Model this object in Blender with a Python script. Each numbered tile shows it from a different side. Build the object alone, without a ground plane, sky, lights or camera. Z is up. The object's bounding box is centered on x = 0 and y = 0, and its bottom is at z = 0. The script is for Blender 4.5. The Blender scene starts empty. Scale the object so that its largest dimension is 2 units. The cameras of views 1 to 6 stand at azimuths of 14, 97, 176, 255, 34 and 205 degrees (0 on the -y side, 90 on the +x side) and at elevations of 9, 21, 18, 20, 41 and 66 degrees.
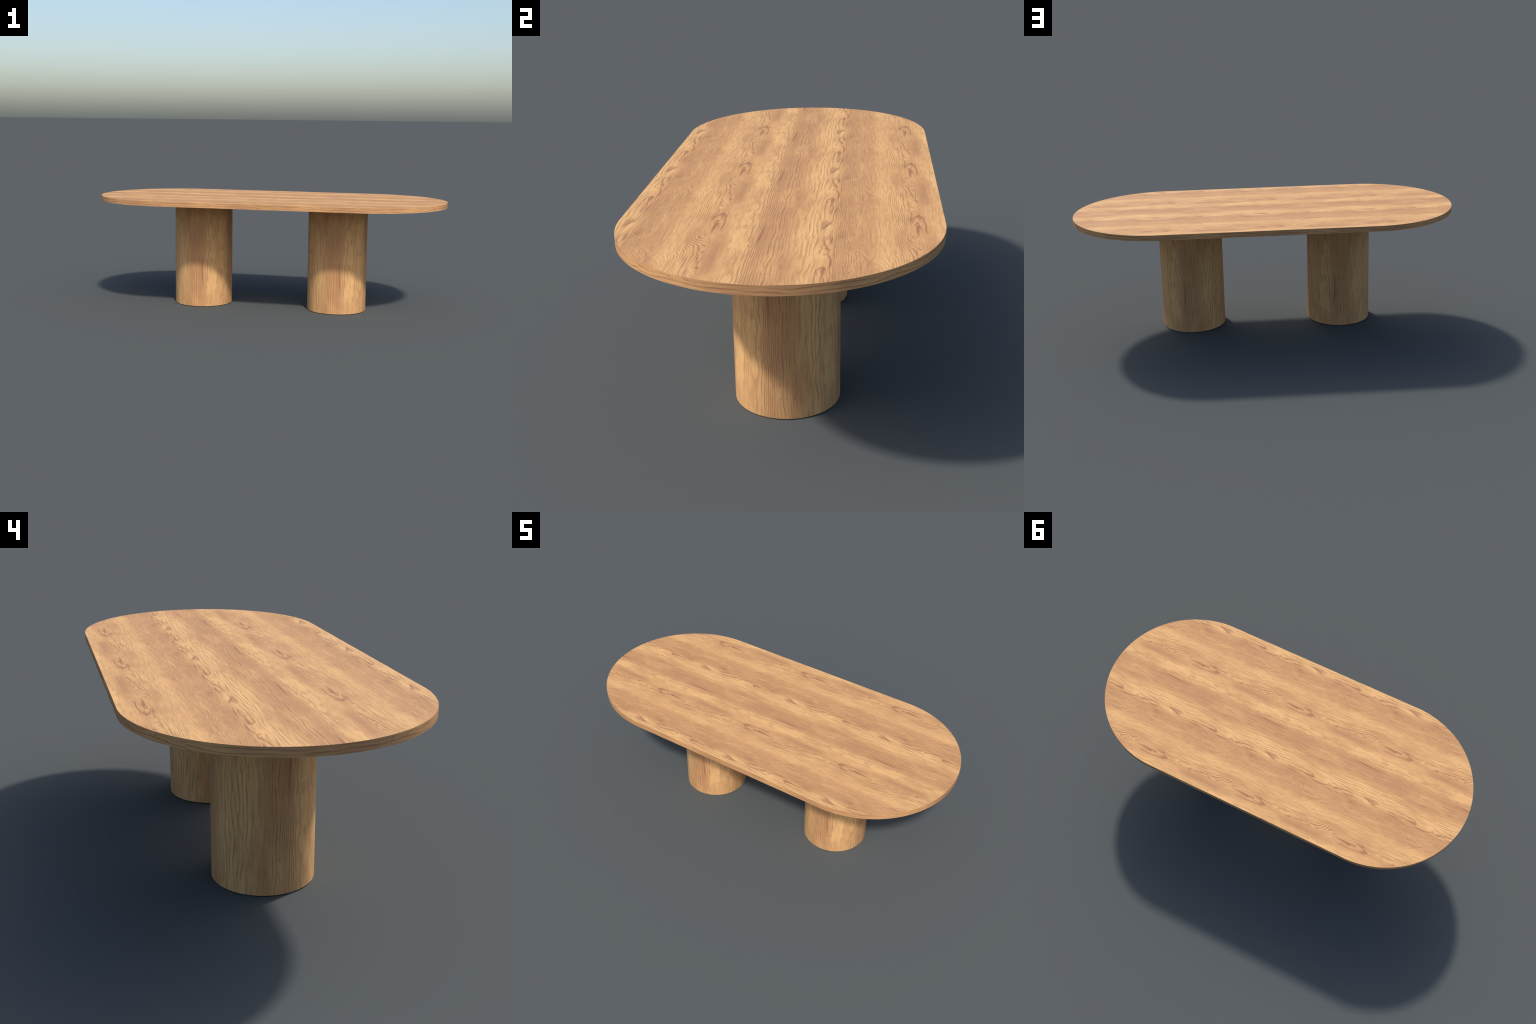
"""Oval dining table: a racetrack-shaped top on two drum legs, everything veneered with the same
repeating oak decor.  Metres, z up."""
import bpy, bmesh, math

# ------------------------------------------------------------------ sizes
LENGTH, WIDTH, HEIGHT, THICK = 2.0, 0.9175, 0.6278, 0.0277
LEG_R, LEG_X = 0.1669, 0.3964
LEG_H = HEIGHT - THICK
TILE = 0.5562                       # the decor repeats every 0.556 m, along and across the grain


# ------------------------------------------------------------------ node arithmetic
class Val:
    """A node socket (or number) that can be written into ordinary arithmetic."""
    tree = None

    def __init__(self, socket):
        self.s = socket

    @staticmethod
    def math(op, *args, clamp=False):
        n = Val.tree.nodes.new("ShaderNodeMath")
        n.operation, n.use_clamp = op, clamp
        for i, x in enumerate(args):
            if isinstance(x, Val):
                Val.tree.links.new(x.s, n.inputs[i])
            else:
                n.inputs[i].default_value = x
        return Val(n.outputs[0])

    def __add__(self, o): return Val.math("ADD", self, o)
    __radd__ = __add__
    def __sub__(self, o): return Val.math("SUBTRACT", self, o)
    def __rsub__(self, o): return Val.math("SUBTRACT", o, self)
    def __mul__(self, o): return Val.math("MULTIPLY", self, o)
    __rmul__ = __mul__
    def __truediv__(self, o): return Val.math("DIVIDE", self, o)
    def __neg__(self): return Val.math("MULTIPLY", self, -1.0)


def fract(x): return Val.math("FRACT", x)
def sine(x): return Val.math("SINE", x)
def cosine(x): return Val.math("COSINE", x)
def greatest(a, b): return Val.math("MAXIMUM", a, b)
def clamp01(x): return Val.math("ADD", x, 0.0, clamp=True)
def madd(a, b, c): return Val.math("MULTIPLY_ADD", a, b, c)
def around(x, centre): return Val.math("WRAP", x - centre, 0.5, -0.5)   # signed distance on a tile


def smooth(x, lo, hi):
    n = Val.tree.nodes.new("ShaderNodeMapRange")
    n.interpolation_type = "SMOOTHSTEP"
    Val.tree.links.new(x.s, n.inputs["Value"])
    n.inputs["From Min"].default_value, n.inputs["From Max"].default_value = lo, hi
    return Val(n.outputs["Result"])


def ramp(x, stops, interpolation="CARDINAL"):
    n = Val.tree.nodes.new("ShaderNodeValToRGB")
    cr = n.color_ramp
    cr.interpolation = interpolation
    while len(cr.elements) < len(stops):
        cr.elements.new(0.5)
    for e, (pos, v) in zip(cr.elements, stops):
        e.position = pos
        e.color = (*v, 1) if isinstance(v, tuple) else (v, v, v, 1)
    Val.tree.links.new(x.s, n.inputs[0])
    return Val(n.outputs[0])


def mix(fac, a, b):
    n = Val.tree.nodes.new("ShaderNodeMix")
    n.data_type = "RGBA"
    for key, x in ((0, fac), (6, a), (7, b)):
        if isinstance(x, Val):
            Val.tree.links.new(x.s, n.inputs[key])
        else:
            n.inputs[key].default_value = (*x, 1) if isinstance(x, tuple) else x
    return Val(n.outputs[2])


class Torus:
    """Seamless noise on the decor tile: the tile is rolled up along both axes in 4D."""

    def __init__(self, s, t):
        a, b = s * math.tau, t * math.tau
        self.cs, self.ss, self.ct, self.st = cosine(a), sine(a), cosine(b), sine(b)

    def noise(self, along, across, seed, detail=1.0, rough=0.5):
        k1, k2 = along / math.tau, across / math.tau       # features per tile -> circle radius
        t = Val.tree
        vec = t.nodes.new("ShaderNodeCombineXYZ")
        for i, x in enumerate((madd(self.cs, k1, seed * 7.3), madd(self.ss, k1, seed * 3.1), madd(self.ct, k2, seed * 5.7))):
            t.links.new(x.s, vec.inputs[i])
        n = t.nodes.new("ShaderNodeTexNoise")
        n.noise_dimensions = "4D"
        t.links.new(vec.outputs[0], n.inputs["Vector"])
        t.links.new(madd(self.st, k2, seed * 1.9).s, n.inputs["W"])
        n.inputs["Scale"].default_value = 1.0
        n.inputs["Detail"].default_value, n.inputs["Roughness"].default_value = detail, rough
        return Val(n.outputs[0]) - 0.5


def spot(s, t, s0, t0, half_s, half_t, tilt=0.0):
    """Soft elongated patch, 1 at its centre; tilt leans it across the grain.  half_s may be a pair:
    a short blunt end towards -s and a long fading tail towards +s."""
    ds, dt = around(s, s0), around(t, t0)
    if tilt:
        dt = dt - ds * tilt
    if isinstance(half_s, tuple):
        head, tail = half_s
        ds = Val.math("MINIMUM", ds, 0.0) * (1 / head) + greatest(ds, 0.0) * (1 / tail)
    else:
        ds = ds * (1 / half_s)
    dt = dt * (1 / half_t)
    return Val.math("POWER", math.e, -(madd(ds, ds, dt * dt)))


# ------------------------------------------------------------------ the oak decor
# across the tile (t): cathedral at 0.25, burl at 0.3-0.45, straight light grain at 0.5,
# knotty cathedral at 0.68, straight light grain at 0.83, strong dark rings at 0.92-1.05
CATHEDRAL, KNOTTY, RINGS = 0.255, 0.685, 0.93

TONE_ACROSS = [(0.0, .42), (.05, .46), (.09, .60), (.14, .78), (.20, .82), (.25, .64), (.29, .50), (.34, .42), (.41, .45),
               (.455, .48), (.49, .68), (.55, .80), (.60, .66), (.66, .60), (.70, .58), (.74, .48), (.78, .66),
               (.83, .82), (.88, .76), (.91, .56), (.94, .40), (1.0, .42)]

# broad warm and pale patches: (along, across, half length, half width, strength)
PATCHES = [(.20, .80, .17, .040, .20), (.52, .745, .17, .032, -.40), (.33, .765, .12, .030, -.20), (.88, .745, .15, .032, .24), (.52, .850, .13, .030, -.16),
           (.60, .095, .14, .055, -.34), (.60, .000, .15, .060, .26), (.22, .945, .17, .035, -.24), (.90, .030, .15, .045, -.14),
           (.13, .140, .18, .050, .24), (.19, .320, .08, .030, -.32), (.92, .395, .09, .040, .22), (.64, .465, .08, .030, -.26), (.76, .300, .11, .025, -.24),
           (.25, .590, .12, .035, -.26), (.62, .605, .18, .040, .20), (.36, .215, .14, .035, .14), (.46, .370, .11, .045, .10),
           (.42, .540, .16, .045, .16), (.93, .530, .16, .040, -.16)]

# height of the ring field across the tile: folds at the cathedrals, a straight ramp through the dark rings
RISE_ACROSS = [(0.0, .52), (.06, .33), (.16, .14), (CATHEDRAL, 0.0), (.33, .30), (.46, .78), (.56, .52), (KNOTTY, .05),
               (.74, .50), (.80, 1.0), (.86, .98), (.92, .80), (1.0, .52)]

# dark hearts and ticks: (along, across, half length, half width, tilt, strength)
HEARTS = [(.862, .698, (.014, .075), .023, .12, .85), (.900, .657, (.020, .06), .012, .0, .85), (.970, .722, .060, .006, .10, .6), (.005, .688, (.012, .10), .017, .0, .9), (.12, .680, .09, .006, -.05, .6), (.08, .722, .08, .004, -.08, .35),
          (.060, .725, .080, .004, -.05, .6), (.505, .675, (.012, .05), .009, .2, .9), (.450, .668, (.012, .04), .007, .2, .8),
          (.605, .692, (.008, .03), .016, .0, .7), (.735, .672, (.03, .008), .012, .1, .7),
          (.600, .253, (.012, .09), .013, .0, 1.0), (.530, .281, .065, .008, .0, .9), (.245, .272, .045, .008, .06, .9),
          (.357, .255, (.007, .03), .020, .0, .8), (.425, .253, (.007, .022), .022, .0, .7), (.790, .276, .085, .006, -.05, .9),
          (.620, .222, (.01, .07), .006, .1, .7), (.23, .926, .090, .006, -.05, .9), (.13, .935, .10, .005, .0, .7),
          (.344, .887, (.01, .04), .006, .3, .8), (.603, .992, .026, .004, .5, .8), (.675, .988, .035, .004, .3, .8), (.592, .064, .030, .005, .3, .7),
          (.765, .060, .040, .005, .2, .6), (.748, .913, .040, .005, -.3, .7), (.03, .005, .12, .004, .0, .6), (.19, .315, .035, .014, .3, .6)]

# pale lozenges: (along, across, half length, half width)
LOZENGES = [(.68, .678, .080, .024), (.79, .675, .05, .018), (.15, .250, .14, .014), (.43, .250, .085, .024)]


def oak_group():
    g = bpy.data.node_groups.new("oak_decor", "ShaderNodeTree")
    g.interface.new_socket("along", in_out="INPUT", socket_type="NodeSocketFloat")
    g.interface.new_socket("across", in_out="INPUT", socket_type="NodeSocketFloat")
    g.interface.new_socket("Color", in_out="OUTPUT", socket_type="NodeSocketColor")
    Val.tree = g
    gi, go = g.nodes.new("NodeGroupInput"), g.nodes.new("NodeGroupOutput")
    s, t = fract(Val(gi.outputs[0])), fract(Val(gi.outputs[1]))

    base = Torus(s, t)
    burl = spot(s, t, .5, .37, 9.0, .070)
    knot_zone = spot(s, t, .5, KNOTTY, 9.0, .040)
    cath_zone = spot(s, t, .5, CATHEDRAL, 9.0, .028)
    calm = clamp01(1.0 - knot_zone - cath_zone)

    # --- grain direction: everything below is drawn on t bent by slow and by quick waviness
    sway = base.noise(3.0, 6, 1, 1.0) * 0.040
    wobble = base.noise(7, 26, 2, 1.0)
    squiggle = base.noise(22, 40, 12, 1.0)
    bend = wobble * madd(burl, .012, .007) + squiggle * madd(burl, .022, .002)
    fixed = t + bend                                     # for the landmarks, which keep their places
    t1 = madd(sway, calm, fixed)

    # --- broad tone
    tone = ramp(fract(madd(sway, 0.5, fixed)), TONE_ACROSS)
    for s0, t0, hs, ht, k in PATCHES:
        tone = madd(spot(s, fixed, s0, t0, hs, ht), k, tone)
    tone = tone + base.noise(7, 11, 3, 2.0, 0.5) * 0.50 + squiggle * burl * 0.55

    # --- growth rings: a height field whose contour lines are the rings
    rise = ramp(fract(t1), RISE_ACROSS) * 20.0
    rise = madd(cosine((s - .62) * math.tau), knot_zone * 1.6, rise)
    rise = madd(cosine((s - .30) * math.tau), cath_zone * 1.1, rise)
    rise = madd(spot(s, fixed, .27, .590, (.17, .26), .060, tilt=-.40), -5.0, rise)
    rise = rise + base.noise(5, 9, 4, 1.0) * 2.2 + base.noise(16, 60, 5, 2.0) * 0.50
    ring = fract(rise)
    line = smooth(ring, .50, .93) * (1.0 - smooth(ring, .95, 1.0))
    strength = ramp(t, [(0.0, .85), (.05, .70), (.10, .35), (.19, .70), (CATHEDRAL, .95), (.29, .90), (.36, .80), (.42, .60), (.46, .28), (.52, .42), (.60, .90),
                        (KNOTTY, 1.0), (.72, .50), (.78, .30), (.85, .40), (.915, 1.0), (1.0, .85)])
    line = line * strength * smooth(base.noise(6, 40, 6, 1.0), -.24, .10)

    # --- fine straight grain and pores that follow the bent grain
    bent = Torus(s, t1)
    streak = bent.noise(5, 90, 8, 2.0, 0.6)
    hair = 1.0 - smooth(Val.math("ABSOLUTE", bent.noise(3.2, 128, 7, 1.0, 0.4)), .008, .066)
    speck = smooth(base.noise(44, 90, 13, 1.0), .10, .30) * spot(s, t, .5, .385, 9.0, .055)
    hair = hair * smooth(bent.noise(9, 60, 10, 0.0), -.18, .10)
    pore = smooth(bent.noise(14, 230, 11, 0.0), .02, .20)
    tone = tone + streak * 0.32

    # --- landmarks of the two cathedrals: dark hearts and pale lozenges
    rag = base.noise(12, 70, 9, 2.0, 0.6)
    ragged = madd(rag, .16, s)                           # frays the ends along the grain
    heart = 0.0
    for s0, t0, hs, ht, tilt, k in HEARTS:
        heart = madd(spot(ragged, fixed, s0, t0, hs, ht, tilt), k, heart)
    heart = smooth(madd(streak, .6, heart), .12, .95)
    pale = 0.0
    for s0, t0, hs, ht in LOZENGES:
        pale = pale + spot(ragged, fixed, s0, t0, hs, ht)
    pale = smooth(pale, .25, .9)
    tone = tone + pale * .20
    line = line * (1.0 - .6 * pale)

    # --- colours
    tone = clamp01(tone)
    col = ramp(tone, [(0.0, (.420, .217, .101)), (.30, (.502, .263, .120)), (.60, (.602, .332, .144)), (1.0, (.740, .437, .186))], "LINEAR")
    col = mix(hair * 0.56, col, (.400, .218, .096))
    col = mix(pore * 0.30, col, (.370, .195, .086))
    col = mix(speck * .55, col, (.330, .165, .080))
    col = mix(line * 0.95, col, (.292, .140, .071))
    col = mix(heart * .88, col, (.310, .132, .068))
    g.links.new(col.s, go.inputs[0])
    return g


def veneer(name, group, layout):
    """layout turns the part's Object coordinates and normal into (along, across) of the decor."""
    m = bpy.data.materials.new(name)
    m.use_nodes = True
    nt = Val.tree = m.node_tree
    bsdf = nt.nodes["Principled BSDF"]
    tc = nt.nodes.new("ShaderNodeTexCoord")
    pos, nor = nt.nodes.new("ShaderNodeSeparateXYZ"), nt.nodes.new("ShaderNodeSeparateXYZ")
    nt.links.new(tc.outputs["Object"], pos.inputs[0])
    nt.links.new(tc.outputs["Normal"], nor.inputs[0])
    along, across = layout([Val(o) for o in pos.outputs], [Val(o) for o in nor.outputs])
    gn = nt.nodes.new("ShaderNodeGroup")
    gn.node_tree = group
    for i, v in enumerate((along, across)):
        nt.links.new((v * (1 / TILE)).s, gn.inputs[i])
    nt.links.new(gn.outputs[0], bsdf.inputs["Base Color"])
    bsdf.inputs["Roughness"].default_value = 0.7
    bsdf.inputs["Specular IOR Level"].default_value = 0.15
    return m


def pick(flag, a, b):
    return madd(flag, a - b, b)


def faces_x(n):
    """1 where the surface looks more along x than along y."""
    return Val.math("GREATER_THAN", Val.math("ABSOLUTE", n[0]), Val.math("ABSOLUTE", n[1]))


def lay_flat(p, n):
    return p[0], p[1]


def lay_edge(p, n):                 # lipping strip: grain runs round the edge
    return pick(faces_x(n), p[1], p[0]), -p[2]


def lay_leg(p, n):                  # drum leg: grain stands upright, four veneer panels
    f = faces_x(n)
    return pick(f, p[2], -p[2]), pick(f, p[1], -p[0])


# ------------------------------------------------------------------ geometry
def prism(name, outline, z0, z1, material, caps=True, lid=None):
    """Upright prism over an outline; sharp rims, smooth sides."""
    bm = bmesh.new()
    lo = [bm.verts.new((x, y, z0)) for x, y in outline]
    hi = [bm.verts.new((x, y, z1)) for x, y in outline]
    n = len(outline)
    for i in range(n):
        bm.faces.new((lo[i], lo[(i + 1) % n], hi[(i + 1) % n], hi[i])).smooth = True
    if caps:
        bm.faces.new(hi)
        bm.faces.new(lo[::-1])
    bm.normal_update()
    for e in bm.edges:
        if len(e.link_faces) == 2 and e.calc_face_angle() > 1:
            e.smooth = False
    me = bpy.data.meshes.new(name)
    bm.to_mesh(me)
    bm.free()
    for m in material:
        me.materials.append(m)
    for p in me.polygons:
        if len(material) > 1 and abs(p.normal.z) > 0.5:
            p.material_index = 1
    ob = bpy.data.objects.new(name, me)
    bpy.context.collection.objects.link(ob)
    return ob


oak = oak_group()
mat_top = veneer("oak_veneer_top", oak, lay_flat)
mat_edge = veneer("oak_veneer_edge", oak, lay_edge)
mat_leg = veneer("oak_veneer_leg", oak, lay_leg)

table = bpy.data.objects.new("dining_table", None)
bpy.context.collection.objects.link(table)
table["label"] = "long oval dining table with two round oak drum legs"
table["category"] = "dining table"

end_r = WIDTH / 2
end_x = LENGTH / 2 - end_r
half = [(end_x + end_r * math.cos(a), end_r * math.sin(a)) for a in (math.pi * (i / 128 - 0.5) for i in range(129))]
racetrack = half + [(-x, -y) for x, y in half]

top = prism("tabletop", racetrack, -THICK / 2, THICK / 2, [mat_edge, mat_top])
top.location.z = HEIGHT - THICK / 2
top.parent = table

circle = [(LEG_R * math.cos(i * math.tau / 128), LEG_R * math.sin(i * math.tau / 128)) for i in range(128)]
leg = prism("leg", circle, -LEG_H / 2, LEG_H / 2, [mat_leg, mat_top])
leg.location = (LEG_X, 0, LEG_H / 2)
leg.parent = table
twin = leg.copy()
bpy.context.collection.objects.link(twin)
twin.location.x = -LEG_X
twin.parent = table
